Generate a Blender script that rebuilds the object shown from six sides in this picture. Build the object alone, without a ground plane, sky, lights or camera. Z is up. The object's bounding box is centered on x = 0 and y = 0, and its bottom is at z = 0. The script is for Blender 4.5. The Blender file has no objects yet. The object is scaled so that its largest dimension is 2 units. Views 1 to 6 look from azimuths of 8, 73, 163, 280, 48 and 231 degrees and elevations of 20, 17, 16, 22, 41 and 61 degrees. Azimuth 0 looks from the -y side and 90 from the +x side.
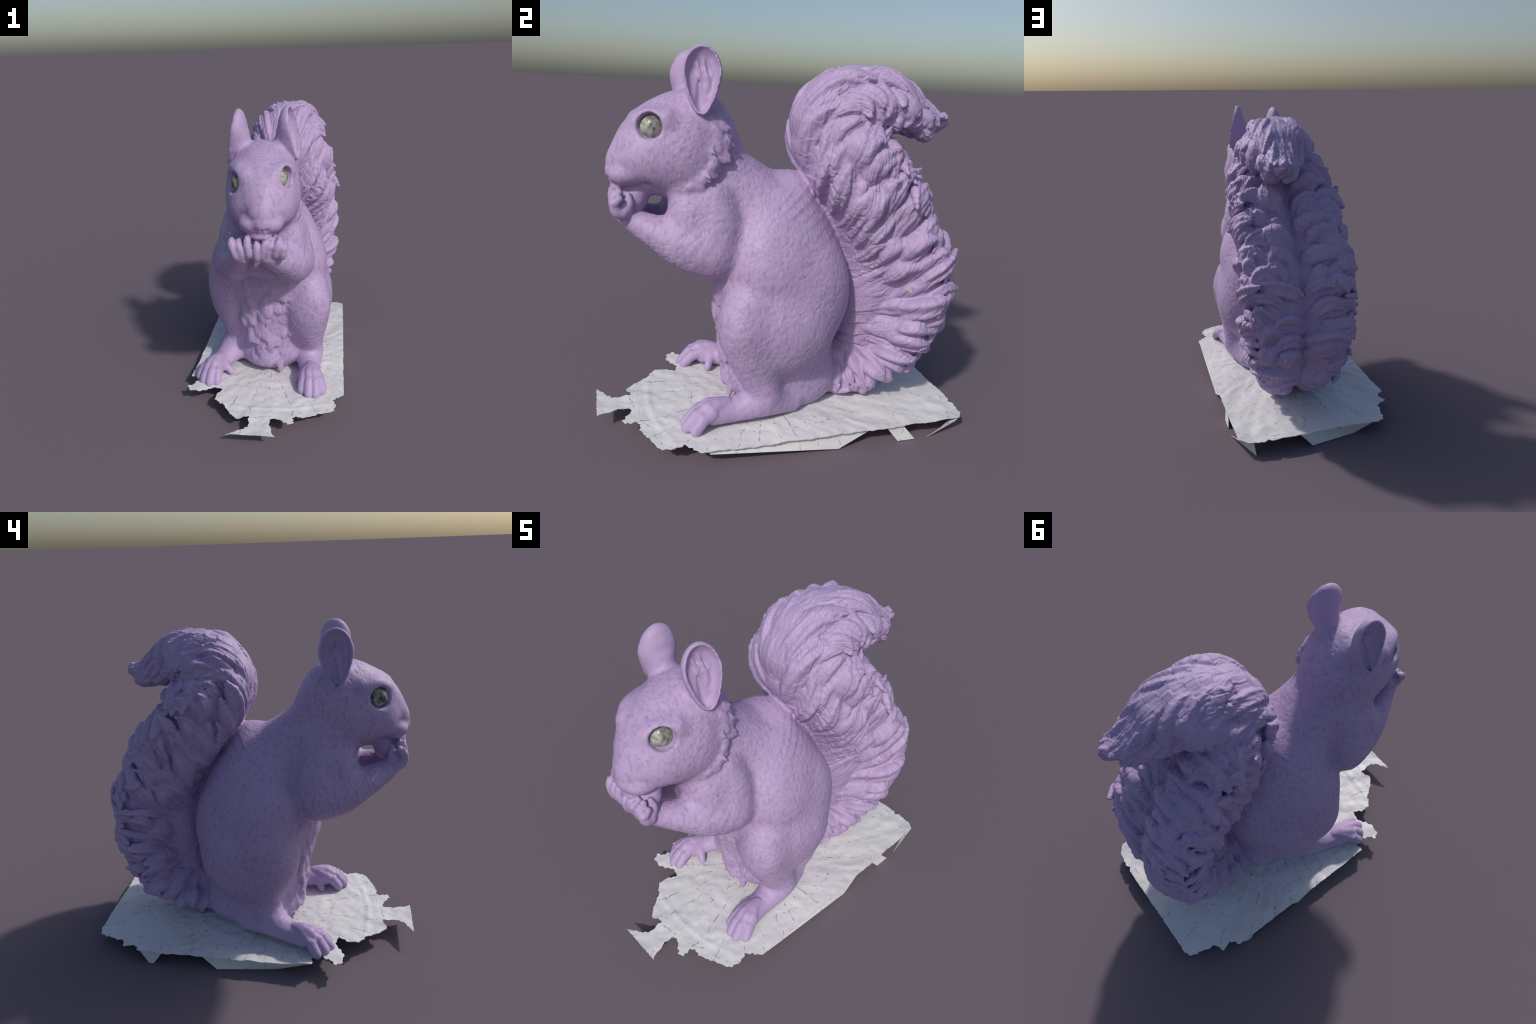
"""Lilac cast squirrel nibbling a nut, sitting on a torn, crumpled white paper sheet.

The animal is described as a smooth union of anatomical volumes (ellipsoids and
tapered tubes along hand-placed spines), plus fur locks grown by rule along the tail.
The union is meshed once, given fur relief, and cut into named anatomical parts.
"""
import bpy, math
import numpy as np

rng = np.random.default_rng(11)
F = np.float32


def V(*a):
    return np.array(a, dtype=float)


def unit(v):
    v = np.asarray(v, float)
    return v / (np.linalg.norm(v) + 1e-12)


# ------------------------------------------------------------------ noise
def hash3(i, j, k, seed):
    n = (i * 374761393 + j * 668265263 + k * 2147483647 + seed * 1274126177) & 0xFFFFFFFF
    n = ((n ^ (n >> 13)) * 1274126177) & 0xFFFFFFFF
    n = n ^ (n >> 16)
    return (n & 0xFFFF).astype(F) / F(65535.0)


def value_noise(p, seed=0):
    """Smooth lattice noise in -1..1 at points p (N,3)."""
    q = np.floor(p)
    f = (p - q).astype(F)
    q = q.astype(np.int64)
    f = f * f * (3 - 2 * f)
    out = np.zeros(len(p), F)
    for a in (0, 1):
        wa = f[:, 0] if a else 1 - f[:, 0]
        for b in (0, 1):
            wb = f[:, 1] if b else 1 - f[:, 1]
            for c in (0, 1):
                wc = f[:, 2] if c else 1 - f[:, 2]
                out += wa * wb * wc * hash3(q[:, 0] + a, q[:, 1] + b, q[:, 2] + c, seed)
    return out * 2 - 1


def smoothstep(a, b, x):
    t = np.clip((x - a) / (b - a), 0, 1)
    return t * t * (3 - 2 * t)


# ------------------------------------------------------------------ splines
def catmull(nodes, per):
    """Catmull-Rom resampling of control nodes (rows of any width)."""
    P = np.asarray(nodes, float)
    if len(P) < 3 or per < 2:
        return P
    E = np.vstack([2 * P[0] - P[1], P, 2 * P[-1] - P[-2]])
    out = []
    for i in range(1, len(E) - 2):
        for t in np.arange(per) / per:
            a, b, c, d = E[i - 1], E[i], E[i + 1], E[i + 2]
            out.append(.5 * ((2 * b) + (c - a) * t + (2 * a - 5 * b + 4 * c - d) * t * t
                             + (3 * b - a - 3 * c + d) * t ** 3))
    out.append(P[-1])
    return np.array(out)


# ------------------------------------------------------------------ volumes
class Ellipsoid:
    def __init__(s, part, c, r, axes=None, k=.03, cut=False):
        s.part, s.k, s.cut = part, k, cut
        s.c, s.r = np.array(c, F), np.array(r, F)
        s.R = np.eye(3, dtype=F) if axes is None else np.array([unit(a) for a in axes], F)
        ext = np.sqrt(((s.R * s.r[:, None]) ** 2).sum(0))
        s.lo, s.hi = s.c - ext, s.c + ext

    def d(s, p):
        q = (p - s.c) @ s.R.T
        k0 = np.sqrt(((q / s.r) ** 2).sum(1))
        k1 = np.sqrt(((q / (s.r * s.r)) ** 2).sum(1)) + 1e-6
        return k0 * (k0 - 1) / k1


class Tube:
    """Tapered tube.  nodes: (x, y, z, r) or (x, y, z, r, w) with w = lateral stretch.
    lat is the lateral axis.  flute adds hair-like ridges along the tube."""

    def __init__(s, part, nodes, lat=None, w=1.0, per=4, k=.03, planar=False, flute=None, cut=False):
        s.part, s.k, s.cut, s.planar, s.flute = part, k, cut, planar, flute
        N = catmull(nodes, per)
        if N.shape[1] == 4:
            N = np.hstack([N, np.full((len(N), 1), w)])
        N[:, 3] = np.maximum(N[:, 3], .002)
        s.N = N.astype(F)
        s.lat = None if lat is None else unit(lat).astype(F)
        m = N[:, 3] * np.maximum(1, N[:, 4]) * (1.12 if flute else 1)
        s.lo = (N[:, :3] - m[:, None]).min(0).astype(F)
        s.hi = (N[:, :3] + m[:, None]).max(0).astype(F)

    def d(s, p):
        N = s.N
        P = N[:, :3]
        if s.lat is not None:
            L = s.lat
            if s.planar:
                pp = p - (p @ L)[:, None] * L
                PP = P - (P @ L)[:, None] * L
            else:
                w = N[0, 4]
                pp = p + (p @ L)[:, None] * L * (1 / w - 1)
                PP = P + (P @ L)[:, None] * L * (1 / w - 1)
        else:
            pp, PP = p, P
        best = np.full(len(p), 1e9, F)
        bt = np.zeros(len(p), F)
        for i in range(len(N) - 1):
            a, b = PP[i], PP[i + 1]
            ab = b - a
            t = np.clip(((pp - a) @ ab) / F(ab @ ab + 1e-12), 0, 1)
            v = pp - a - t[:, None] * ab
            rad = N[i, 3] + t * (N[i + 1, 3] - N[i, 3])
            dist = np.sqrt((v * v).sum(1))
            dist = dist if s.planar else dist - rad
            m = dist < best
            best[m] = dist[m]
            bt[m] = (t + i)[m]
        if s.lat is None and not s.flute:
            return best
        i = np.minimum(bt.astype(int), len(N) - 2)
        t = (bt - i)[:, None]
        C = N[i] * (1 - t) + N[i + 1] * t
        v = p - C[:, :3]
        r, w = C[:, 3], C[:, 4]
        if s.lat is None:
            return best
        vl = v @ s.lat
        if s.planar:
            vp2 = np.maximum((v * v).sum(1) - vl * vl, 0)
            return (np.sqrt(vp2 + (vl / w) ** 2) - r) * np.minimum(1, w)
        q = v - vl[:, None] * s.lat
        e = np.sqrt((q * q).sum(1) + (vl / w) ** 2)
        if s.flute:
            n, amp, ph = s.flute
            side = np.cross(s.tangent(i), s.lat)
            ss = (q * side).sum(1) / (r + 1e-4)
            r = r * (1 + amp * np.cos(n * ss + ph) - amp)
        return (e - r) * np.minimum(1, w)

    def tangent(s, i):
        T = s.N[i + 1, :3] - s.N[i, :3]
        return T / (np.linalg.norm(T, axis=1, keepdims=True) + 1e-9)


def smin(a, b, k):
    h = np.maximum(k - np.abs(a - b), 0) / k
    return np.minimum(a, b) - h * h * k * F(.25)


def combine(f, d, s):
    k = F(max(s.k, 1e-4))
    return -smin(-f, d, k) if s.cut else smin(f, d, k)


PRIMS = []


def add(p):
    PRIMS.append(p)
    return p


def both(x0, fn):
    """Call fn for the two sides; side = +1 / -1, mirrored about x = x0."""
    for sd in (1, -1):
        fn(sd, lambda x: x0 + sd * x)


# ================================================================== TORSO
YAW = (.99, -.13, 0)        # the animal sits turned a little: its left-right axis
add(Tube('torso', [
    (.015, .02, .24, .235, .98),
    (.00, .02, .40, .315, .96),
    (.00, .015, .58, .35, 1.02),
    (.015, .00, .78, .36, 1.06),
    (.015, -.02, .95, .345, 1.05),
    (.010, -.10, 1.13, .304, 1.00),
    (.01, -.20, 1.26, .205, 1.10),
    (.02, -.31, 1.40, .135, 1.28),
    (.02, -.39, 1.53, .13, 1.30)], lat=YAW, planar=True, per=5, k=.04))
# breast between the arms, and throat
add(Ellipsoid('torso', (.02, -.38, 1.14), (.23, .20, .26), k=.06))
add(Ellipsoid('torso', (.03, -.47, 1.28), (.17, .15, .16), k=.06))
# belly wall and seat, broad haunches, the soft fold between arm and thigh
add(Ellipsoid('torso', (.02, -.075, .48), (.22, .24, .36), axes=[YAW, (.13, .99, 0), (0, 0, 1)], k=.04))
add(Ellipsoid('torso', (.005, -.045, .22), (.25, .245, .17), axes=[YAW, (.13, .99, 0), (0, 0, 1)], k=.05))
add(Ellipsoid('torso', (-.11, -.40, 1.33), (.11, .13, .14), k=.06))
add(Ellipsoid('torso', (.205, .105, .76), (.185, .235, .32), k=.06))
add(Ellipsoid('torso', (-.11, .14, .76), (.165, .23, .32), k=.06))
add(Ellipsoid('torso', (.03, .03, 1.25), (.16, .13, .147), k=.05))
add(Ellipsoid('torso', (.16, -.14, .92), (.225, .22, .24), k=.10))
add(Ellipsoid('hindlimb-1', (-.30, -.09, .73), (.135, .15, .16), k=.06))
add(Ellipsoid('torso', (-.17, -.10, .90), (.225, .21, .23), k=.10))


# ================================================================== HIND LEGS
for sd, th, kn, lo in (
        (1, (.255, -.06, .62), [(.30, -.245, .735, .115), (.31, -.265, .64, .125), (.295, -.225, .50, .12), (.29, -.17, .36, .105), (.295, -.13, .25, .09)], (.125, .06, .27)),
        (-1, (-.23, .02, .61), [(-.29, -.11, .71, .11), (-.29, -.12, .62, .12), (-.26, -.08, .50, .11), (-.235, -.08, .36, .095), (-.262, -.09, .25, .086)], (-.09, .07, .27))):
    part = 'hindlimb%d' % sd
    add(Ellipsoid(part, th, (.19 if sd > 0 else .175, .31, .285), axes=[YAW, (.125, .95, -.28), (.036, .28, .96)], k=.035))
    add(Tube(part, kn, k=.06))
    add(Ellipsoid(part, (lo[0] - sd * .02, .17, .22), (.14, .16, .13), k=.10))
    add(Ellipsoid(part, lo, (.14, .21, .19), k=.13))


def foot(part, heel, ank, mid, knuckle, toes, thumb, side):
    add(Tube(part, [(*heel, .065), (*ank, .085), (*mid, .064), (*knuckle, .066)],
             lat=side, w=1.15, k=.04))
    for kx, tip in toes:
        kx, tip = V(*kx), V(*tip)
        m = kx * .45 + tip * .55 + V(0, 0, .022)
        add(Tube(part, [(*kx, .034), (*m, .032), (*(tip + V(0, 0, .008)), .031), (*(tip + V(0, -.010, -.012)), .024)],
                 k=.004, per=3))
        add(Ellipsoid(part, kx + V(0, -.012, .016), (.024, .030, .024), k=.014))
        add(Ellipsoid(part, m + V(0, -.012, .014), (.021, .020, .018), k=.010))
        root_ = V(*mid) * .75 + kx * .25 + V(0, 0, .050)
        add(Tube(part, [(*root_, .010), (*(root_ * .4 + kx * .6 + V(0, 0, .022)), .015), (*(kx + V(0, 0, .020)), .018)], k=.018, per=2))
    a, b = V(*thumb[0]), V(*thumb[1])
    add(Tube(part, [(*a, .03), (*((a + b) / 2 + V(0, 0, .012)), .026), (*b, .022)], k=.015, per=3))


foot('foot1', (.245, .03, .150), (.282, -.13, .19), (.30, -.30, .165), (.312, -.41, .170),
     [((.270, -.415, .185), (.258, -.510, .122)), ((.300, -.43, .202), (.303, -.545, .120)),
      ((.333, -.43, .202), (.350, -.545, .120)), ((.358, -.415, .185), (.392, -.505, .122))],
     ((.27, -.36, .16), (.220, -.40, .125)), (1, .05, 0))
foot('foot-1', (-.225, .04, .150), (-.275, -.11, .19), (-.335, -.24, .165), (-.372, -.335, .170),
     [((-.340, -.35, .185), (-.338, -.465, .122)), ((-.368, -.362, .202), (-.384, -.478, .120)),
      ((-.396, -.354, .202), (-.430, -.452, .120)), ((-.415, -.335, .185), (-.466, -.405, .122))],
     ((-.32, -.30, .16), (-.258, -.335, .122)), (.93, -.36, 0))


# ================================================================== ARMS AND HANDS
def forelimb(sd, X):
    part = 'forelimb%d' % sd
    add(Tube(part, [(X(.175), -.40, 1.26, .10), (X(.19), -.39, 1.13, .13), (X(.19), -.40, 1.02, .135)],
             lat=(1, 0, 0), w=.85, k=.035))
    add(Tube(part, [(X(.185), -.41, 1.012, .128), (X(.175), -.52, 1.04, .125), (X(.15), -.645, 1.095, .090),
                    (X(.105), -.755, 1.145, .065), (X(.075), -.825, 1.195, .052)], k=.05, per=5))
    add(Ellipsoid(part, (X(.15), -.515, 1.19), (.11, .105, .15), k=.05))


both(.010, forelimb)


def hand(sd, X):
    """Cupped paw: heel of the hand low, four thick fingers rising side by side to the nut."""
    part = 'hand%d' % sd
    add(Ellipsoid(part, (X(.07), -.825, 1.228), (.068, .042, .055), k=.02))
    for j in range(4):
        x = .07 - .056 + .039 * j + .005 * math.sin(2.3 * j + 2 * sd)
        top = 1.300 - .010 * abs(j - 1.3) + .009 * math.sin(3.1 * j + sd)
        low = 1.182 + .012 * math.sin(4.7 * j + 3 * sd) + (.012 if sd > 0 else 0) + .006 * j
        lean = .014 * math.sin(7 * j + sd)
        add(Tube(part, [(X(x * .9 + .008), -.832, low + .004, .026), (X(x), -.860, low + .014, .0265),
                        (X(x + .006 + lean * .5), -.874, low + .052, .022), (X(x + .010 + lean), -.868, top - .018, .022),
                        (X(x + .012 + lean), -.846, top + .002, .017)], k=.010, per=3))
        # small claw at the finger tip
        add(Tube(part, [(X(x + .012 + lean), -.858, top - .002, .011), (X(x + .016 + lean), -.872, top + .012, .006)], k=.006, per=1))
    # thumb along the nut
    add(Tube(part, [(X(.108), -.82, 1.195, .024), (X(.118), -.80, 1.245, .020), (X(.108), -.805, 1.290, .014)], k=.012, per=3))


both(.037, hand)
add(Ellipsoid('nut', (.043, -.775, 1.262), (.098, .072, .078), k=.008))
add(Ellipsoid('nut', (.05, -.845, 1.318), (.06, .04, .022), k=.01))

# ================================================================== HEAD
HX = .03
add(Ellipsoid('head', (.022, -.49, 1.556), (.210, .22, .234), k=.05))
add(Tube('head', [(.022, -.52, 1.55, .205, .96), (.032, -.63, 1.548, .192, .97), (.045, -.735, 1.512, .143, 1.03),
                  (.055, -.815, 1.455, .084, 1.15), (.06, -.835, 1.405, .070, 1.05)],
         lat=(1, .06, 0), planar=True, per=8, k=.04))


def cheek(sd, X):
    add(Ellipsoid('head', (X(.105), -.55, 1.445), (.112, .18, .155), k=.06))
    add(Ellipsoid('head', (X(.10) + .01, -.70, 1.45), (.085, .12, .11), k=.06))
    # whisker pad
    add(Ellipsoid('head', (X(.055) + .018, -.805, 1.385), (.072, .085, .058), k=.02))
    # brow over the eye
    add(Tube('head', [(X(.085) + .008, -.755, 1.635, .024), (X(.125) + .005, -.70, 1.66, .028), (X(.15) + .002, -.63, 1.65, .03)],
             k=.06))


both(HX, cheek)
add(Ellipsoid('head', (.06, -.866, 1.385), (.036, .034, .045), k=.02))          # nose
add(Ellipsoid('head', (.04, -.645, 1.345), (.11, .13, .075), k=.04))            # lower jaw
add(Tube('head', [(.063, -.895, 1.338, .008), (.062, -.895, 1.362, .004)], k=.014, cut=True, per=1))


def face_cuts(sd, X):
    # mouth corner, lip line, nostril
    add(Tube('head', [(X(.135) + .003, -.712, 1.352, .018), (X(.115) + .01, -.75, 1.325, .014), (X(.06) + .018, -.82, 1.315, .012)],
             k=.015, cut=True, per=2))
    add(Ellipsoid('head', (X(.034) + .026, -.898, 1.362), (.010, .012, .007), k=.016, cut=True))


both(HX, face_cuts)

EYES = [(V(.168, -.698, 1.614), unit((.93, -.33, .12))), (V(-.104, -.722, 1.590), unit((-.91, -.40, .10)))]
for c, n in EYES:
    add(Ellipsoid('head', c + n * .012, (.050, .060, .060), axes=[n, np.cross(n, (0, 0, 1)), np.cross(n, np.cross(n, (0, 0, 1)))],
                  k=.014, cut=True))


# ------------------------------------------------------------------ ears
class Ear:
    """Egg-shaped cup: broad rounded top, pointed bottom, hollow toward n."""

    def __init__(s, part, base, tip, n, width, k=.02):
        s.part, s.k, s.cut = part, k, False
        s.base, s.tip = np.array(base, F), np.array(tip, F)
        s.h = unit(s.tip - s.base).astype(F)
        n = np.array(n, float)
        n = unit(n - s.h * (n @ s.h))
        s.n = n.astype(F)
        s.w = np.cross(s.h, s.n).astype(F)
        s.H = float(np.linalg.norm(s.tip - s.base))
        s.width = width
        m = width * 1.2
        s.lo = np.minimum(s.base, s.tip) - m
        s.hi = np.maximum(s.base, s.tip) + m

    def egg(s, h, a, b, scale, depth):
        w = s.width * scale
        r = np.where(h > .60, .40, .60) * s.H * scale ** .5
        hh = (h - .60) * s.H
        taper = 1 - .30 * np.clip((.60 - h) / .6, 0, 1)
        q = np.stack([hh / r, b / (w * taper), a / depth], 1)
        k0 = np.sqrt((q * q).sum(1))
        k1 = np.sqrt((hh / (r * r)) ** 2 + (q[:, 1] / (w * taper)) ** 2 + (q[:, 2] / depth) ** 2) + 1e-6
        return k0 * (k0 - 1) / k1

    def d(s, p):
        q = p - s.base
        h = q @ s.h / s.H
        a = q @ s.n
        b = q @ s.w
        outer = s.egg(h, a + .006, b, 1.0, .056 + .045 * np.clip(1 - h, 0, 1))
        front = a - .014 - .35 * np.maximum(b * np.sign(s.n[0]), 0)      # open face of the cup
        inner = s.egg(h, a - .020, b, .85, .050 + .035 * np.clip(1 - h, 0, 1))
        e = -smin(-outer, -front, F(.012))
        return (-smin(-e, inner, F(.008))).astype(F)


EAR = [('ear1', V(.224, -.470, 1.668), V(.174, -.462, 1.982), (.97, -.16, .10), .092),
       ('ear-1', V(-.174, -.490, 1.646), V(-.116, -.470, 1.970), (-.97, .02, .10), .096)]
for part, b, t, n, w in EAR:
    add(Ear(part, b, t, n, w, k=.018))
    n = unit(n)
    L = np.cross(unit(t - b), n)
    # root of the ear, joining the skull
    add(Tube(part, [(*(b * .70 + t * .30 - n * .075), .055), (*(b * .45 + t * .55 - n * .055), .032)], k=.03, lat=L, w=1.25, per=2))
    # gristle folds in the cup
    for o, h0, h1, rr in ((.012, .26, .66, .013), (-.026, .42, .74, .010), (.034, .48, .80, .009), (-.006, .55, .86, .008)):
        P = [b + (t - b) * (h0 + (h1 - h0) * q) + L * (o + .015 * math.sin(3 * q)) - n * (.036 - .012 * q) for q in (0, .5, 1)]
        add(Tube(part, [(*P[0], rr * .6), (*P[1], rr), (*P[2], rr * .5)], k=.008, per=3))
    P = [b + (t - b) * q + L * (-.004 - .02 * q) - n * (.006 + .05 * q) for q in (.02, .16, .30, .50)]
    add(Tube(part, [(*P[0], .006), (*P[1], .014), (*P[2], .015), (*P[3], .004)], k=.014, per=3, cut=True))

# ================================================================== TAIL
# spine stations: x, y, z, lateral half width a, thickness half width b
# last two columns: fullness of the front flanks, reach of the front keel
TAIL = catmull([
    (.03, .20, .22, .12, .10, 0, 0),
    (.04, .36, .235, .17, .13, -.05, 0),
    (.055, .54, .335, .25, .19, -.14, .08),
    (.076, .635, .54, .325, .228, -.20, .26),
    (.092, .660, .74, .357, .248, -.13, .28),
    (.090, .635, .94, .355, .245, -.03, .26),
    (.090, .54, 1.14, .342, .232, .16, .16),
    (.095, .415, 1.32, .325, .222, .20, .10),
    (.095, .280, 1.48, .285, .212, .16, .02),
    (.082, .202, 1.62, .250, .192, .05, -.02),
    (.088, .230, 1.735, .225, .170, .0, -.05),
    (.120, .360, 1.790, .200, .150, .0, -.05),
    (.150, .50, 1.772, .170, .134, .0, -.05),
    (.175, .62, 1.712, .112, .092, 0, 0),
    (.190, .73, 1.672, .070, .056, 0, 0),
    (.200, .805, 1.680, .036, .030, 0, 0)], 8)
TAIL[:, 3:5] *= .972
seg = np.linalg.norm(np.diff(TAIL[:, :3], axis=0), axis=1)
TS = np.concatenate([[0], np.cumsum(seg)])
TLEN = TS[-1]


def tail_at(s):
    s = min(max(s, 0), TLEN - 1e-4)
    row = np.array([np.interp(s, TS, TAIL[:, i]) for i in range(7)])
    a = np.array([np.interp(min(s + .02, TLEN), TS, TAIL[:, i]) - np.interp(max(s - .02, 0), TS, TAIL[:, i]) for i in range(3)])
    T = unit(a)
    N = unit(V(0, T[2], -T[1]))
    return row[:3], T, N, row[3], row[4], row[5], row[6]


# section of the plume: narrow rounded front, wide rear crests, shallow rear groove
SECTION = catmull([(-28, 1.0), (0, 1.08), (28, 1.0), (52, .86), (78, .82), (100, .95), (120, 1.08), (140, 1.11), (160, 1.0), (172, .90), (180, .80), (188, .90)], 6)


def section_radius(phi, full, keel):
    return np.interp(phi, SECTION[:, 0], SECTION[:, 1]) + full * np.exp(-((phi - 54) / 24) ** 2) + keel * np.exp(-(phi / 28) ** 2)


def tail_surface(s, phi, side, out=0.0):
    """phi 0 = convex front, 90 = flank, 180 = groove.  Returns point, outward direction, tangent."""
    C, T, N, a, b, full, keel = tail_at(s)

    def at(f):
        r = section_radius(f, full, keel)
        q = math.radians(f)
        return V(1, 0, 0) * side * a * r * math.sin(q) - N * b * r * math.cos(q)
    tang = at(phi + 3) - at(phi - 3)
    o = unit(np.cross(tang, T))
    if o @ at(phi) < 0:
        o = -o
    return C + at(phi) + o * out, o, T


class TailCore:
    """Swept plume: rounded-square section with a groove along the rear, like tail_surface."""

    def __init__(s, stations, shrink, k=.03):
        s.part, s.k, s.cut = 'tail', k, False
        s.S = np.array([np.concatenate([q[0], q[2], q[3:]]) for q in (tail_at(t) for t in np.linspace(0, TLEN, stations))], F)
        s.shrink = F(shrink)
        s.lo = (s.S[:, :3] - s.S[:, 6:7] * 1.1).min(0)
        s.hi = (s.S[:, :3] + s.S[:, 6:7] * 1.1).max(0)
        m = s.S[:, 7:8].max() * 1.25
        s.lo[1:] = s.S[:, 1:3].min(0) - m
        s.hi[1:] = s.S[:, 1:3].max(0) + m

    def d(s, p):
        S = s.S
        best = np.full(len(p), 1e9, F)
        bt = np.zeros(len(p), F)
        pp = p[:, 1:]
        for i in range(len(S) - 1):
            a, b = S[i, 1:3], S[i + 1, 1:3]
            ab = b - a
            t = np.clip(((pp - a) @ ab) / F(ab @ ab), 0, 1)
            v = pp - a - t[:, None] * ab
            e = np.sqrt((v * v).sum(1)) / (S[i, 7] + t * (S[i + 1, 7] - S[i, 7]))
            m = e < best
            best[m] = e[m]
            bt[m] = (t + i)[m]
        i = np.minimum(bt.astype(int), len(S) - 2)
        t = (bt - i)[:, None]
        C = S[i] * (1 - t) + S[i + 1] * t
        v = p - C[:, :3]
        a, b = C[:, 6] * s.shrink, C[:, 7] * s.shrink
        l = np.abs(v[:, 0]) / a
        nn = np.einsum('ij,ij->i', v, C[:, 3:6])
        along = np.sqrt(np.maximum(v[:, 1] ** 2 + v[:, 2] ** 2 - nn * nn, 0))
        n = nn / b
        R = section_radius(np.degrees(np.arctan2(l, -n)), C[:, 8], C[:, 9])
        e = np.sqrt(l * l + n * n + (along / b) ** 2) / R
        return ((e - 1) * np.minimum(a, b) * .9).astype(F)


add(TailCore(26, .97))


def fur_lock(pts, outs, width, flat, k=.010, part='tail', prof=(.35, .85, 1.05, .90, .30)):
    n = len(pts)
    r = np.interp(np.linspace(0, 1, n), np.linspace(0, 1, len(prof)), prof) * width
    lat = unit(np.mean(outs, axis=0))
    add(Tube(part, [(*p, q) for p, q in zip(pts, r)], lat=lat, w=flat, per=2, k=k,
             flute=(rng.uniform(4, 7), rng.uniform(.08, .16), rng.uniform(0, 6))))


def grow(s0, side, phi0, phi1, ds, width, tip, droop, rise=.55):
    pts, outs = [], []
    wave = rng.uniform(-7, 7)
    for t in np.linspace(0, 1, 6):
        phi = phi0 + (phi1 - phi0) * t + wave * math.sin(t * 5)
        s = s0 + ds * (t - droop * t * t * t)
        out = -.60 * width + (rise + .05) * width * min(1, 1.8 * t) + tip * t ** 3
        p, o, T = tail_surface(s, phi, side, out)
        pts.append(p)
        outs.append(o)
    fur_lock(pts, outs[:4], width, rng.uniform(.65, .95), k=.009)


def upward(s):
    """How far locks sweep toward the tail tip; at the foot of the tail they fan downward."""
    return np.interp(s, [0, .25, .5, .9, 1.6, TLEN], [-.10, -.03, .10, .20, .22, .17])


def tier(side, s, end, lo, hi, step, wd, ds, tip, droop, rise=.55):
    while s < end:
        b = tail_at(s)[4]
        sc = min(1.0, .45 + b * 2.4)
        grow(s, side, lo + rng.uniform(-9, 9), hi + rng.uniform(-8, 8), upward(s) * rng.uniform(*ds),
             wd * sc * rng.choice([.6, .8, 1.0, 1.35]) * (1.2 if s > 1.35 else 1), rng.uniform(*tip) * sc * (1.5 if 1.3 < s < TLEN - .45 else 1), rng.uniform(*droop), rise)
        s += step * sc * rng.uniform(.6, 1.4)


for side in (1, -1):
    # flank locks, in shingled tiers running from the front toward the rear crest
    tier(side, .10, TLEN - .18, 40, 92, .110, .056, (.8, 1.2), (.0, .028), (.1, .6), .42)
    tier(side, .95, 1.45, 22, 66, .095, .042, (.6, 1.0), (.0, .016), (.1, .5), .30)
    tier(side, .06, TLEN - .16, 66, 116, .086, .052, (.8, 1.2), (.005, .050), (.1, .6), .52)
    tier(side, .08, TLEN - .14, 92, 130, .068, .041, (.6, 1.1), (.012, .06), (.2, .8))
    # rear locks, from the groove outward to the crest, bending over at the end
    tier(side, .10, TLEN - .14, 176, 148, .088, .060, (.7, 1.1), (.0, .02), (.4, .9))
    tier(side, .12, TLEN - .14, 160, 128, .082, .052, (.7, 1.1), (.005, .045), (.6, 1.2))
    tier(side, .09, TLEN - .14, 146, 118, .068, .037, (.3, .8), (.01, .055), (.6, 1.2))
    # long locks along the exposed convex front of the upper tail
    s = 1.35
    while s < TLEN - .15:
        sc = min(1.0, .45 + tail_at(s)[4] * 2.4)
        grow(s, side, rng.uniform(2, 20), rng.uniform(50, 75), rng.uniform(.18, .30), .050 * sc * rng.uniform(.6, 1.4),
             rng.uniform(.01, .06) * sc, .1, .40)
        s += .074 * rng.uniform(.7, 1.3)
# tuft at the very tip
for j in range(7):
    C, T, N = tail_at(TLEN - .10)[:3]
    o = unit(V(math.cos(j * .9), 0, 0) + N * math.sin(j * .9))
    e = V(.200, .80, 1.685) + o * .022 + V(0, rng.uniform(0, .03), rng.uniform(-.01, .02))
    fur_lock([C + o * .02, C + T * .06 + o * .030, e], [o, o, o], .022, .7)

# ================================================================== CHEST AND BELLY TUFTS
def plant(origin, direction, reach=.35):
    """Point where a ray from outside first meets the body built so far."""
    t = np.linspace(0, reach, 90)
    P = (origin + t[:, None] * unit(direction)).astype(F)
    f = np.full(len(P), .25, F)
    for s in BODY_SO_FAR:
        f = combine(f, s.d(P).astype(F), s)
    hit = np.where(f < 0)[0]
    return P[hit[0]].astype(float) if len(hit) else None


BODY_SO_FAR = [s for s in PRIMS if s.part == 'torso']
for j in range(86):
    z = rng.uniform(.22, .86)
    half = np.interp(z, [.16, .4, .55, .86], [.10, .13, .18, .17])
    x = .01 + rng.uniform(-half, half)
    p = plant(V(x, -.60, z), (0, 1, 0), .5)
    if p is None:
        continue
    ln = rng.uniform(.06, .12)
    sway = rng.uniform(-.5, .5) - .2 * np.sign(x)
    d = unit(V(sway * .6, .02 if z < .5 else .10, -1))
    o = unit(V(x * 1.5, -1, .1))
    p = p + V(0, .010, 0)
    end = rng.uniform(.3, 1.4)
    fur_lock([p, p + d * ln * .35 - V(0, .006, 0), p + d * ln * .7 - V(.010 * sway, .012, 0), p + d * ln - V(.04 * sway, .018 * end, 0)],
             [o, o, o, o], rng.uniform(.011, .027), .6, k=.018, part='torso', prof=(.3, .9, 1, .35))

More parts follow.
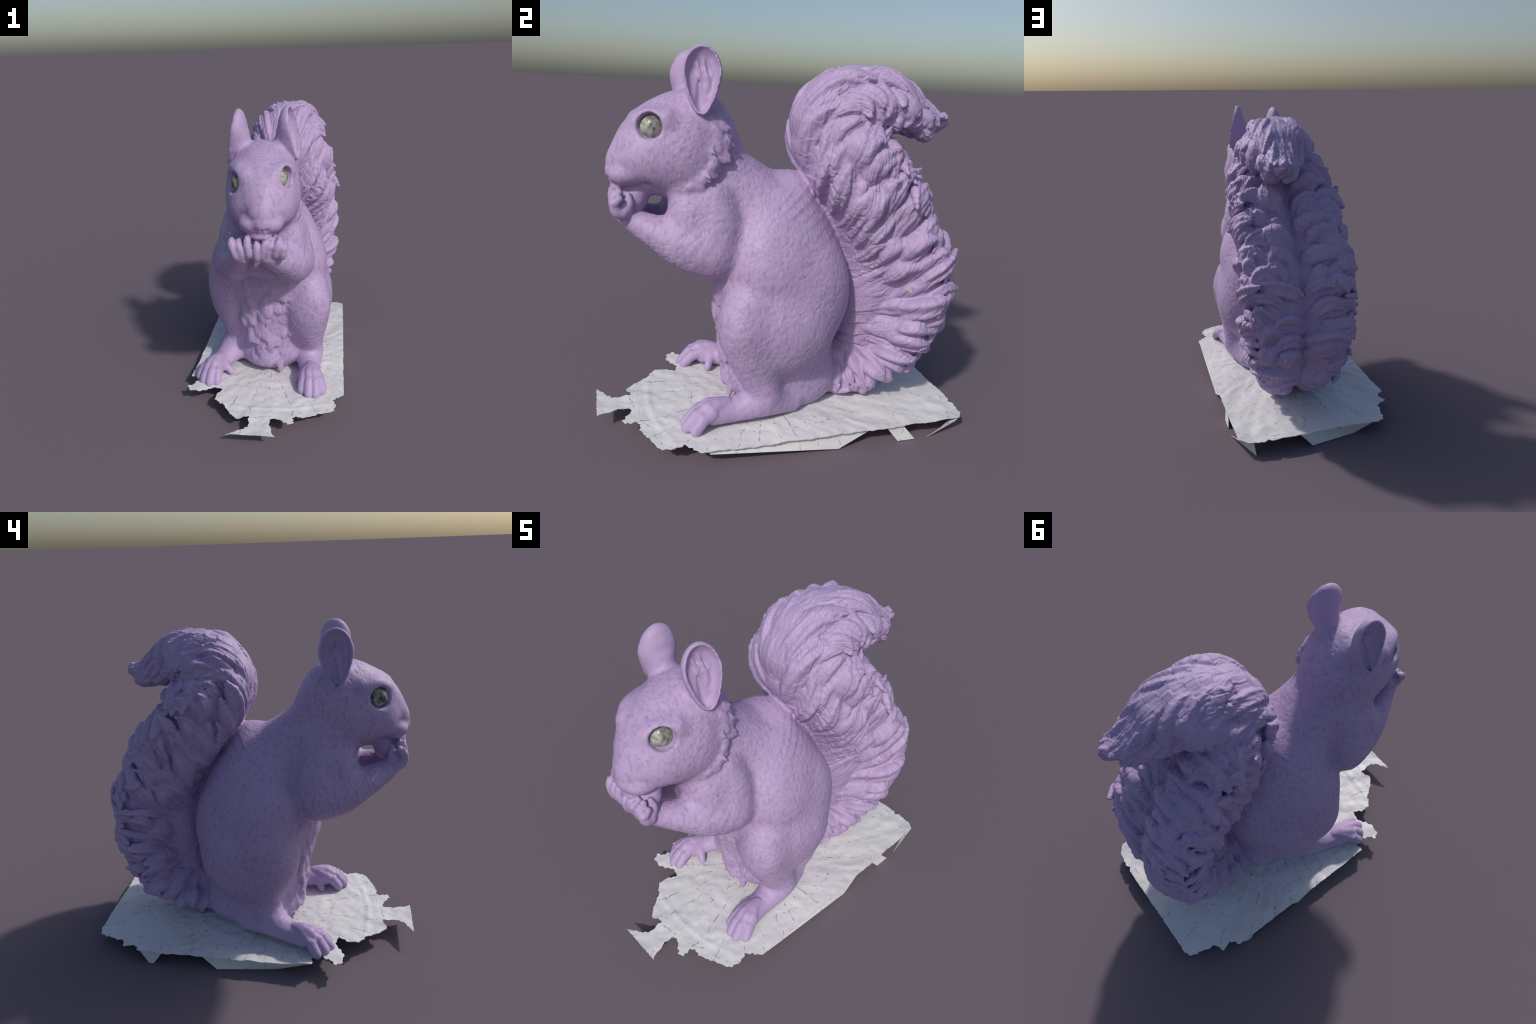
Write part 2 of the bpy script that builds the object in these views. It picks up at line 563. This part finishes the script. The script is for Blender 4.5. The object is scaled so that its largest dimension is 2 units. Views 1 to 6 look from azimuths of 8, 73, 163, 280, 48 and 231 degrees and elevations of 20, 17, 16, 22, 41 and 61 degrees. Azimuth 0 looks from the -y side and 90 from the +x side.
# ================================================================== CHEEK RUFF
BODY_SO_FAR = [s for s in PRIMS if s.part in ('head', 'torso') and not s.cut and not getattr(s, 'flute', None)]
for sd, amt in ((1, 1.0), (-1, .5)):
    line = catmull([(-.425, 1.655), (-.385, 1.60), (-.375, 1.52), (-.41, 1.44), (-.475, 1.375), (-.56, 1.315)], 6)
    for row in range(4):
        for t in np.arange(0, len(line) - 1.2, 1.5):
            i = int(t)
            q = line[i] + (line[i + 1] - line[i]) * (t - i) + rng.normal(0, .008, 2)
            p = plant(V(HX + sd * .36, q[0] - .05 + .024 * row, q[1] + .010 * row), (-sd, 0, 0), .34)
            if p is None or abs(p[0] - HX) < .09:
                continue
            o = unit(V(sd, .15, .1))
            d = unit(V(sd * .05, .75, -.60) + rng.normal(0, .20, 3))
            ln = rng.uniform(.035, .065) * amt
            w = rng.uniform(.008, .014) * (.6 + .4 * amt)
            p = p - o * .006
            fur_lock([p, p + d * ln * .6 + o * .006 * amt, p + d * ln + o * .003], [o] * 3, w, .7, k=.014, part='head', prof=(.3, 1, .35))


# ================================================================== MESHING
LO = np.array([-.60, -.98, .05], F)
HI = np.array([.60, 1.00, 2.03], F)
H = F(.0085)
DIM = np.ceil((HI - LO) / H).astype(int) + 1


def field_grid():
    g = np.full(DIM, .25, F)
    for s in PRIMS:
        m = (s.k + 3 * H) if not s.cut else (s.k + 3 * H)
        i0 = np.clip(np.floor((s.lo - m - LO) / H).astype(int), 0, DIM - 1)
        i1 = np.clip(np.ceil((s.hi + m - LO) / H).astype(int) + 1, 1, DIM)
        sub = g[i0[0]:i1[0], i0[1]:i1[1], i0[2]:i1[2]]
        if sub.size == 0:
            continue
        ax = [(LO[i] + H * np.arange(i0[i], i1[i])).astype(F) for i in range(3)]
        P = np.stack(np.meshgrid(*ax, indexing='ij'), -1).reshape(-1, 3)
        d = s.d(P).astype(F).reshape(sub.shape)
        sub[...] = combine(sub, d, s)
    return g


def field_points(P):
    """Field and nearest-part label at points."""
    f = np.full(len(P), .25, F)
    names = sorted({s.part for s in PRIMS})
    lab = {n: np.full(len(P), 9.0, F) for n in names}
    for s in PRIMS:
        m = s.k + .03
        sel = np.where(((P > s.lo - m) & (P < s.hi + m)).all(1))[0]
        if len(sel) == 0:
            continue
        d = s.d(P[sel]).astype(F)
        f[sel] = combine(f[sel], d, s)
        if not s.cut:
            lab[s.part][sel] = np.minimum(lab[s.part][sel], d)
    L = np.stack([lab[n] for n in names], 1)
    return f, names, L


def surface_net(g):
    neg = g < 0
    c = np.zeros(tuple(DIM - 1), np.int8)
    for a in (0, 1):
        for b in (0, 1):
            for d in (0, 1):
                c += neg[a:DIM[0] - 1 + a, b:DIM[1] - 1 + b, d:DIM[2] - 1 + d]
    act = (c > 0) & (c < 8)
    idx = np.full(act.shape, -1, np.int64)
    cells = np.argwhere(act)
    idx[act] = np.arange(len(cells))
    acc = np.zeros((len(cells), 3))
    cnt = np.zeros(len(cells))
    corners = [(a, b, d) for a in (0, 1) for b in (0, 1) for d in (0, 1)]
    val = {q: g[cells[:, 0] + q[0], cells[:, 1] + q[1], cells[:, 2] + q[2]] for q in corners}
    for q in corners:
        for ax in range(3):
            if q[ax] == 0:
                r = list(q)
                r[ax] = 1
                r = tuple(r)
                v0, v1 = val[q], val[r]
                m = (v0 < 0) != (v1 < 0)
                t = np.where(m, v0 / np.where(m, v0 - v1, 1), 0)
                pos = np.tile(np.array(q, float), (len(cells), 1))
                pos[:, ax] += t
                acc[m] += pos[m]
                cnt[m] += 1
    verts = (cells + acc / cnt[:, None]) * float(H) + LO
    quads = []
    for ax in range(3):
        o1, o2 = (ax + 1) % 3, (ax + 2) % 3
        sl0 = [slice(1, -1)] * 3
        sl1 = [slice(1, -1)] * 3
        sl0[ax], sl1[ax] = slice(0, -1), slice(1, None)
        a, b = neg[tuple(sl0)], neg[tuple(sl1)]
        e = np.argwhere(a != b)
        s0 = a[a != b]
        off = np.ones(3, int)
        off[ax] = 0
        e = e + off

        def cell(d1, d2):
            q = e.copy()
            q[:, o1] -= d1
            q[:, o2] -= d2
            return idx[q[:, 0], q[:, 1], q[:, 2]]
        Q = np.stack([cell(1, 1), cell(0, 1), cell(0, 0), cell(1, 0)], 1)
        Q[~s0] = Q[~s0][:, ::-1]
        quads.append(Q)
    return verts, np.vstack(quads)


def largest_piece(verts, quads):
    """Keep connected pieces of a sensible size (drops stray specks)."""
    lab = np.arange(len(verts))
    for _ in range(400):
        m = lab[quads].min(1)
        new = lab.copy()
        np.minimum.at(new, quads.ravel(), np.repeat(m, 4))
        new = new[new]
        if (new == lab).all():
            break
        lab = new
    u, c = np.unique(lab, return_counts=True)
    keep = np.isin(lab, u[c > 2000])
    remap = np.cumsum(keep) - 1
    return verts[keep], remap[quads[keep[quads[:, 0]]]]


def subdivide(verts, quads):
    n = len(verts)
    E = np.stack([quads, np.roll(quads, -1, 1)], -1).reshape(-1, 2)
    Es = np.sort(E, 1)
    key = Es[:, 0] * n + Es[:, 1]
    u, inv = np.unique(key, return_inverse=True)
    mid = (verts[u // n] + verts[u % n]) / 2
    cen = verts[quads].mean(1)
    m = (n + inv).reshape(-1, 4)
    c = n + len(u) + np.arange(len(quads))
    out = [np.stack([quads[:, i], m[:, i], c, m[:, i - 1]], 1) for i in range(4)]
    return np.vstack([verts, mid, cen]), np.vstack(out)


def normals(verts, quads):
    a, b, c, d = (verts[quads[:, i]] for i in range(4))
    fn = np.cross(c - a, d - b)
    N = np.zeros_like(verts)
    for i in range(4):
        for k in range(3):
            N[:, k] += np.bincount(quads[:, i], fn[:, k], len(verts))
    return N / (np.linalg.norm(N, axis=1, keepdims=True) + 1e-12)


def smooth(verts, quads, amount, where=None):
    E = np.stack([quads, np.roll(quads, -1, 1)], -1).reshape(-1, 2)
    n = len(verts)
    cnt = np.bincount(E[:, 0], minlength=n) + np.bincount(E[:, 1], minlength=n)
    S = np.stack([np.bincount(E[:, 0], verts[E[:, 1], k], n) + np.bincount(E[:, 1], verts[E[:, 0], k], n) for k in range(3)], 1)
    w = amount if where is None else (amount * where)[:, None]
    return verts + (S / np.maximum(cnt, 1)[:, None] - verts) * w


def hair_strands(P):
    """Fine ridges along the lie of the tail hair: outward from groove and keel, sweeping to the tip."""
    S = np.array([np.concatenate([q[0], q[2], [q[3], q[4]]]) for q in (tail_at(t) for t in np.linspace(0, TLEN, 60))])
    best = np.full(len(P), 1e9)
    st = np.zeros(len(P))
    for i in range(len(S) - 1):
        a, b = S[i, 1:3], S[i + 1, 1:3]
        ab = b - a
        t = np.clip((P[:, 1:] - a) @ ab / (ab @ ab), 0, 1)
        e = np.linalg.norm(P[:, 1:] - a - t[:, None] * ab, axis=1) / S[i, 7]
        m = e < best
        best[m] = e[m]
        st[m] = (i + t)[m]
    i = np.minimum(st.astype(int), len(S) - 2)
    C = S[i] + (st - i)[:, None] * (S[i + 1] - S[i])
    v = P - C[:, :3]
    n = (v * C[:, 3:6]).sum(1) / C[:, 7]
    phi = np.degrees(np.arctan2(np.abs(v[:, 0]) / C[:, 6], -n))
    s = st / (len(S) - 1) * TLEN
    up = upward(s)
    lean = np.where(phi < 125, up * phi / 50, up * (125 / 50 + (125 - phi) / 30))
    wob = .02 * value_noise(P * 9, 31) + .008 * value_noise(P * 25, 32)
    across = s - lean + wob
    side = np.sign(v[:, 0]) * 40
    fine = value_noise(np.stack([across * 95, phi * .045 + side, s * 2], 1), 33)
    broad = value_noise(np.stack([across * 42, phi * .03 + side, s * 2], 1), 34)
    return .0028 * (1 - 2 * np.abs(fine)) + .0035 * broad


def build_body():
    g = field_grid()
    verts, quads = surface_net(g)
    del g
    verts, quads = largest_piece(verts, quads)
    verts, quads = subdivide(verts, quads)
    for it in range(1):
        N = normals(verts, quads)
        f, names, L = field_points(verts.astype(F))
        verts = verts - N * np.clip(f, -.006, .006)[:, None] * .9
    verts = smooth(verts, quads, .35)
    N = normals(verts, quads)
    label = L.argmin(1)
    # ---------------- fur relief
    tail = np.zeros(len(verts))
    tail[label == names.index('tail')] = 1
    bare = np.isin(label, [i for i, n in enumerate(names) if n[:4] in ('hand', 'foot', 'ear1', 'ear-', 'nut')]).astype(float)
    for _ in range(6):
        q = smooth(np.stack([tail, bare, bare], 1), quads, .6)
        tail, bare = q[:, 0], q[:, 1]
    for _ in range(5):
        verts = smooth(verts, quads, .5, (1 - tail) * (1 - .6 * bare))
    N = normals(verts, quads)
    x, y, z = verts.T
    muzzle = smoothstep(-.58, -.72, y) * smoothstep(1.2, 1.3, z)
    pelt = (1 - tail) * (1 - bare) * (1 - muzzle)
    # short hair: strokes flowing back and down over the body
    warp = np.stack([value_noise(verts * 7, i) for i in (1, 2, 3)], 1) * .035
    P = verts + warp
    u = P[:, 2] * .8 + P[:, 1] * .6
    w = P[:, 2] * -.6 + P[:, 1] * .8
    strokes = value_noise(np.stack([P[:, 0] * 85, w * 90, u * 55], 1), 5)
    coarse = value_noise(np.stack([P[:, 0] * 40, w * 42, u * 24], 1), 6)
    lumps = value_noise(verts * 11, 7)
    h = pelt * (-.0012 * smoothstep(.15, .8, -strokes) + .0005 * strokes + .0009 * coarse + .0030 * lumps)
    h += bare * .0014 * value_noise(verts * 38, 8)
    h += (1 - tail) * muzzle * .0012 * value_noise(verts * 30, 12)
    idx = np.where(tail > .05)[0]
    h[idx] += tail[idx] * (hair_strands(verts[idx]) + .0010 * value_noise(verts[idx] * 34, 9))
    verts = verts + N * h[:, None]
    return verts, quads, names, label


# ================================================================== MATERIALS
def new_material(name):
    m = bpy.data.materials.new(name)
    m.use_nodes = True
    nt = m.node_tree
    nt.nodes.clear()
    out = nt.nodes.new('ShaderNodeOutputMaterial')
    bs = nt.nodes.new('ShaderNodeBsdfPrincipled')
    nt.links.new(bs.outputs[0], out.inputs[0])
    co = nt.nodes.new('ShaderNodeTexCoord')
    return m, nt, bs, co.outputs['Object']


def mapped(nt, co, scale, rot=(0, 0, 0)):
    n = nt.nodes.new('ShaderNodeMapping')
    n.inputs['Scale'].default_value = scale
    n.inputs['Rotation'].default_value = rot
    nt.links.new(co, n.inputs[0])
    return n.outputs[0]


def noise(nt, vec, scale, detail=3, rough=.55, dist=0):
    n = nt.nodes.new('ShaderNodeTexNoise')
    n.inputs['Scale'].default_value = scale
    n.inputs['Detail'].default_value = detail
    n.inputs['Roughness'].default_value = rough
    n.inputs['Distortion'].default_value = dist
    nt.links.new(vec, n.inputs['Vector'])
    return n.outputs['Fac']


def ramp(nt, fac, stops):
    n = nt.nodes.new('ShaderNodeValToRGB')
    el = n.color_ramp.elements
    while len(el) < len(stops):
        el.new(.5)
    for e, (p, c) in zip(el, stops):
        e.position = p
        e.color = (*c, 1) if len(c) == 3 else c
    nt.links.new(fac, n.inputs[0])
    return n.outputs[0]


def g3(v):
    return (v, v, v)


def mix(nt, fac, a, b, mode='MIX'):
    n = nt.nodes.new('ShaderNodeMix')
    n.data_type = 'RGBA'
    n.blend_type = mode
    for sock, v in ((n.inputs[0], fac), (n.inputs[6], a), (n.inputs[7], b)):
        if hasattr(v, 'is_linked'):
            nt.links.new(v, sock)
        elif isinstance(v, (int, float)):
            sock.default_value = v
        else:
            sock.default_value = (*v, 1)
    return n.outputs[2]


def bump(nt, bs, fac, strength, dist):
    n = nt.nodes.new('ShaderNodeBump')
    n.inputs['Strength'].default_value = strength
    n.inputs['Distance'].default_value = dist
    nt.links.new(fac, n.inputs['Height'])
    nt.links.new(n.outputs[0], bs.inputs['Normal'])


LILAC = (.450, .346, .558)
MAUVE = (.340, .235, .420)
PINK = (.470, .320, .520)


def lilac_material(name, fleck):
    m, nt, bs, co = new_material(name)
    broad = noise(nt, co, 3.2, 3)
    c = ramp(nt, broad, [(.35, LILAC), (.75, (.440, .326, .528))])
    st = noise(nt, mapped(nt, co, (1, 1.25, .62), (.5, 0, 0)), 46, 3, .6, .35)
    c = mix(nt, ramp(nt, st, [(.50, g3(0)), (.64, g3(fleck))]), c, MAUVE)
    gr = noise(nt, co, 20, 4, .6)
    c = mix(nt, ramp(nt, gr, [(.48, g3(0)), (.66, g3(fleck * .7))]), c, PINK)
    chips = noise(nt, co, 17, 1.5, .5)
    c = mix(nt, ramp(nt, chips, [(.795, g3(0)), (.81, g3(.85))]), c, (.62, .60, .52))
    nt.links.new(c, bs.inputs['Base Color'])
    bs.inputs['Roughness'].default_value = .52
    bs.inputs['Specular IOR Level'].default_value = .32
    bump(nt, bs, st, .18, .006)
    return m


MAT_PELT = lilac_material('lilac_pelt_paint', .75)
MAT_TAIL = lilac_material('lilac_tail_paint', .28)
MAT_SKIN = lilac_material('lilac_smooth_paint', .22)


def eye_material():
    m, nt, bs, co = new_material('glass_eye_painted_glints')
    a = noise(nt, co, 26, 2, .5, .8)
    c = ramp(nt, a, [(.30, (.05, .055, .05)), (.45, (.20, .21, .18)), (.58, (.34, .35, .30)), (.72, (.58, .58, .52))])  # palest stops paint the eye's highlights into its grey mottling
    nt.links.new(c, bs.inputs['Base Color'])
    bs.inputs['Roughness'].default_value = .3
    return m


MAT_EYE = eye_material()


def paper_material():
    m, nt, bs, co = new_material('white_printed_paper')
    c = ramp(nt, noise(nt, co, 4, 4), [(.3, (.66, .655, .66)), (.7, (.74, .73, .735))])
    # faint dashed lines fanning out from the animal, and a few concentric ones
    sep = nt.nodes.new('ShaderNodeSeparateXYZ')
    nt.links.new(co, sep.inputs[0])

    def math_node(op, a, b=None):
        n = nt.nodes.new('ShaderNodeMath')
        n.operation = op
        for i, v in enumerate((a, b)):
            if v is None:
                continue
            if hasattr(v, 'is_linked'):
                nt.links.new(v, n.inputs[i])
            else:
                n.inputs[i].default_value = v
        return n.outputs[0]

    X, Y = sep.outputs[0], math_node('ADD', sep.outputs[1], .05)
    wob = math_node('MULTIPLY', math_node('SUBTRACT', noise(nt, co, 7, 4, .7), .5), .16)
    ang = math_node('ADD', math_node('ARCTAN2', Y, X), wob)
    rad = math_node('SQRT', math_node('ADD', math_node('MULTIPLY', X, X), math_node('MULTIPLY', Y, Y)))

    def line(v, freq, width, radial):
        fr = math_node('ABSOLUTE', math_node('SUBTRACT', math_node('FRACT', math_node('MULTIPLY', v, freq)), .5))
        if radial:
            return math_node('LESS_THAN', math_node('MULTIPLY', fr, rad), width)
        return math_node('LESS_THAN', fr, width)

    spokes = line(ang, 5.1, .015, True)
    rings = line(math_node('ADD', rad, wob), 3.3, .010, False)
    dash = ramp(nt, noise(nt, co, 34, 2, .6), [(.48, g3(0)), (.60, g3(.8))])
    mask = math_node('MULTIPLY', math_node('MAXIMUM', spokes, rings), dash)
    c = mix(nt, mask, c, (.27, .25, .27))
    sm = ramp(nt, noise(nt, co, 11, 4, .7), [(.64, g3(0)), (.74, g3(.35))])
    c = mix(nt, sm, c, (.45, .43, .45))
    nt.links.new(c, bs.inputs['Base Color'])
    bs.inputs['Roughness'].default_value = .45
    bs.inputs['Specular IOR Level'].default_value = .3
    bump(nt, bs, noise(nt, co, 28, 4, .6), .25, .01)
    return m


MAT_PAPER = paper_material()

# ================================================================== OBJECTS
root = bpy.data.objects.new('squirrel_figurine', None)
bpy.context.collection.objects.link(root)
root['label'] = 'lilac cast squirrel eating a nut on torn paper'
root['category'] = 'squirrel statue'


def link(ob, parent):
    bpy.context.collection.objects.link(ob)
    ob.parent = parent
    return ob


def mesh_from(name, verts, quads, mat, vn=None):
    me = bpy.data.meshes.new(name)
    me.vertices.add(len(verts))
    me.vertices.foreach_set('co', np.asarray(verts, F).ravel())
    n = quads.shape[1]
    me.loops.add(quads.size)
    me.loops.foreach_set('vertex_index', quads.astype(np.int32).ravel())
    me.polygons.add(len(quads))
    me.polygons.foreach_set('loop_start', (np.arange(len(quads)) * n).astype(np.int32))
    me.polygons.foreach_set('loop_total', np.full(len(quads), n, np.int32))
    me.update(calc_edges=True)
    me.validate()
    me.polygons.foreach_set('use_smooth', np.ones(len(me.polygons), bool))
    me.materials.append(mat)
    if vn is not None:
        me.normals_split_custom_set_from_vertices(np.asarray(vn, F))
    return bpy.data.objects.new(name, me)


verts, quads, names, label = build_body()
VN = normals(verts, quads)
fl = label[quads]
# majority label of each face
face = np.where((fl[:, 0] == fl[:, 1]) | (fl[:, 0] == fl[:, 2]), fl[:, 0], fl[:, 3])
OBS = {}
KIND = {'ear': MAT_SKIN, 'hand': MAT_SKIN, 'foot': MAT_SKIN, 'nut': MAT_SKIN, 'tail': MAT_TAIL}
for i, n in enumerate(names):
    q = quads[face == i]
    if len(q) < 10:
        continue
    used, inv = np.unique(q, return_inverse=True)
    kind = n.rstrip('-1')
    ob = mesh_from(kind, verts[used], inv.reshape(q.shape), KIND.get(kind, MAT_PELT), VN[used])
    OBS[n] = link(ob, root)
for sd in ('1', '-1'):
    if 'hand' + sd in OBS and 'forelimb' + sd in OBS:
        OBS['hand' + sd].parent = OBS['forelimb' + sd]
    if 'foot' + sd in OBS and 'hindlimb' + sd in OBS:
        OBS['foot' + sd].parent = OBS['hindlimb' + sd]
    if 'ear' + sd in OBS:
        OBS['ear' + sd].parent = OBS['head']

# ------------------------------------------------------------------ eyes
for c, n in EYES:
    nu, nv = 40, 24
    P, Q = [], []
    ctr = c - n * .042
    e1 = unit(np.cross(n, (0, 0, 1)))
    e2 = np.cross(n, e1)
    for j in range(nv + 1):
        th = math.pi * j / nv
        for i in range(nu):
            ph = 2 * math.pi * i / nu
            r = .062 + .0020 * math.sin(3 * ph + 1) * math.sin(th) ** 2
            P.append(ctr + r * (math.cos(th) * n + math.sin(th) * (math.cos(ph) * e1 + math.sin(ph) * e2)))
    for j in range(nv):
        for i in range(nu):
            a = j * nu + i
            b = j * nu + (i + 1) % nu
            Q.append((a, a + nu, b + nu, b))
    link(mesh_from('eye', np.array(P), np.array(Q), MAT_EYE), OBS['head'])

# ------------------------------------------------------------------ torn paper sheet
# outline of the sheet, counter-clockwise seen from above, starting at the torn front tongue
EDGE = [(-.176, -.998), (.123, -.996), (.101, -.965), (.091, -.917), (.071, -.881), (.075, -.842), (.100, -.813),
        (.150, -.838), (.189, -.869), (.228, -.852), (.211, -.796), (.234, -.773), (.279, -.786), (.340, -.758), (.398, -.737),
        (.454, -.711), (.486, -.646), (.473, -.591), (.456, -.578), (.537, -.505),
        (.537, -.25), (.537, .10), (.537, .45), (.537, .75), (.535, .94), (.480, .985),
        (.30, .998), (.05, .996), (-.20, .995), (-.36, .997), (-.405, .97), (-.435, .82), (-.508, .79), (-.483, .725),
        (-.538, .68), (-.537, .40), (-.537, .10), (-.537, -.15), (-.537, -.387),
        (-.500, -.378), (-.470, -.392), (-.455, -.432), (-.493, -.465), (-.486, -.482), (-.533, -.525), (-.505, -.565), (-.432, -.570),
        (-.349, -.516), (-.275, -.532), (-.292, -.557), (-.312, -.600), (-.315, -.656), (-.235, -.713), (-.205, -.760), (-.142, -.831),
        (-.064, -.806), (-.050, -.883), (-.072, -.942)]
SMOOTH_SIDES = {19, 20, 21, 22, 23, 24, 26, 27, 28, 34, 35, 36, 37}


def torn_outline():
    """Refine the outline; torn stretches get small fractal nicks, cut sides stay straight."""
    r = np.random.default_rng(4)
    out = []
    for i, a in enumerate(EDGE):
        b = EDGE[(i + 1) % len(EDGE)]
        a, b = V(*a), V(*b)
        ln = np.linalg.norm(b - a)
        n = max(1, int(ln / .014))
        nr = V(b[1] - a[1], a[0] - b[0]) / (ln + 1e-9)
        amp = .0015 if i in SMOOTH_SIDES or i == 0 else .005
        for k in range(n):
            t = k / n
            out.append(a + (b - a) * t + (nr * r.normal(0, amp) if k else 0))
    return np.clip(np.array(out), (-.54, -.999), (.54, .999))


def sheet_height(x, y):
    p = np.stack([x, y, np.zeros_like(x)], 1)
    ang = np.arctan2(y + .05, x)
    rad = np.hypot(x, y + .05)
    ribs = value_noise(np.stack([ang * 5.5, rad * 1.6, np.zeros_like(x)], 1), 21)
    fine = value_noise(np.stack([ang * 16, rad * 5, np.zeros_like(x)], 1), 22)
    z = .090 + .0045 * ribs * smoothstep(.25, .6, rad) + .0028 * fine * smoothstep(.3, .6, rad)
    z += .0030 * value_noise(p * 22, 23) + .0035 * value_noise(p * 8, 24) + .0016 * value_noise(p * 45, 26) + .008 * value_noise(p * 2.3, 25)
    # a fold across the front, lips of the tear curled up
    z += .004 * np.exp(-((y + .72 - .5 * x * x) / .012) ** 2) * smoothstep(.45, .3, np.abs(x))
    z += .014 * smoothstep(-.15, -.45, y) + .010 * smoothstep(.43, .54, np.abs(x)) * smoothstep(.3, .9, y) * .6
    return z


def build_sheet():
    """Fill the outline on a fine grid by constrained triangulation, then add relief and thickness."""
    from mathutils import Vector
    from mathutils.geometry import delaunay_2d_cdt
    ol = torn_outline()
    n = len(ol)
    gx, gy = np.meshgrid(np.arange(-.53, .53, .013), np.arange(-.99, .99, .013))
    r = np.random.default_rng(9)
    pts = np.stack([gx.ravel(), gy.ravel()], 1) + r.uniform(-.003, .003, (gx.size, 2))
    inside = np.zeros(len(pts), bool)
    near = np.full(len(pts), 9.0)
    for i in range(n):
        a, b = ol[i], ol[(i + 1) % n]
        c = (a[1] > pts[:, 1]) != (b[1] > pts[:, 1])
        xi = a[0] + (pts[:, 1] - a[1]) / (b[1] - a[1] + 1e-15) * (b[0] - a[0])
        inside ^= c & (pts[:, 0] < xi)
        near = np.minimum(near, np.hypot(*(pts - a).T))
    pts = pts[inside & (near > .009)]
    allp = [Vector(p) for p in np.vstack([ol, pts])]
    edges = [(i, (i + 1) % n) for i in range(n)]
    v, e, f, *_ = delaunay_2d_cdt(allp, edges, [list(range(n))], 1, 1e-5)
    P = np.array([(q.x, q.y) for q in v])
    T = np.array([list(q)[:3] for q in f])
    z = sheet_height(P[:, 0], P[:, 1])
    top = np.column_stack([P, z])
    th = .0045
    bot = np.column_stack([P, z - th])
    a, b, c = top[T[:, 0]], top[T[:, 1]], top[T[:, 2]]
    flip = np.cross(b - a, c - a)[:, 2] < 0
    T[flip] = T[flip][:, ::-1]
    ed = np.vstack([T[:, [0, 1]], T[:, [1, 2]], T[:, [2, 0]]])
    key = np.sort(ed, 1)
    _, first, cnt = np.unique(key[:, 0] * 10 ** 7 + key[:, 1], return_index=True, return_counts=True)
    be = ed[first[cnt == 1]]
    m = len(P)
    side = np.vstack([np.stack([be[:, 1], be[:, 0], be[:, 0] + m], 1), np.stack([be[:, 1], be[:, 0] + m, be[:, 1] + m], 1)])
    return np.vstack([top, bot]), np.vstack([T, T[:, ::-1] + m, side])


sv, st = build_sheet()
sheet = link(mesh_from('paper_sheet', sv, st, MAT_PAPER), root)
sheet.data.set_sharp_from_angle(angle=math.radians(50))


def paper_flap(corners, bend):
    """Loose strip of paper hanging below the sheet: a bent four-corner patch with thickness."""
    A, B, C, D = (V(*c) for c in corners)
    nu, nv = 14, 6
    nrm = unit(np.cross(B - A, D - A))
    P = []
    for lay in (0, 1):
        for j in range(nv + 1):
            for i in range(nu + 1):
                u, v = i / nu, j / nv
                p = (A * (1 - u) + B * u) * (1 - v) + (D * (1 - u) + C * u) * v
                p = p + nrm * (bend * math.sin(math.pi * u) * math.sin(math.pi * v) - .003 * lay)
                p[2] = max(p[2], .0005)
                P.append(p)
    Q = []
    W = nu + 1
    M = W * (nv + 1)
    for j in range(nv):
        for i in range(nu):
            a = j * W + i
            Q += [(a, a + 1, a + W + 1, a + W), (M + a, M + a + W, M + a + W + 1, M + a + 1)]
    for i in range(nu):
        Q += [(i + 1, i, M + i, M + i + 1), (nv * W + i, nv * W + i + 1, M + nv * W + i + 1, M + nv * W + i)]
    for j in range(nv):
        a, b = j * W, j * W + nu
        Q += [(a, a + W, M + a + W, M + a), (b + W, b, M + b, M + b + W)]
    ob = mesh_from('paper_flap', np.array(P), np.array(Q), MAT_PAPER)
    ob.data.set_sharp_from_angle(angle=math.radians(40))
    return link(ob, sheet)


paper_flap([(.505, -.48, .083), (.515, .42, .083), (.535, .222, .001), (.530, -.46, .070)], .006)
paper_flap([(.515, .50, .083), (.52, .60, .083), (.537, .668, .001), (.537, .566, .001)], .003)
paper_flap([(.53, .93, .085), (.45, .985, .085), (.438, .996, .001), (.537, .745, .001)], .010)
paper_flap([(.16, .985, .083), (-.34, .985, .083), (-.21, .953, .001), (.083, .998, .001)], .006)
paper_flap([(-.52, .53, .083), (-.52, .68, .083), (-.534, .62, .002), (-.534, .59, .001)], .003)
paper_flap([(-.51, .30, .083), (-.51, -.38, .083), (-.487, -.176, .001), (-.534, .188, .001)], .006)
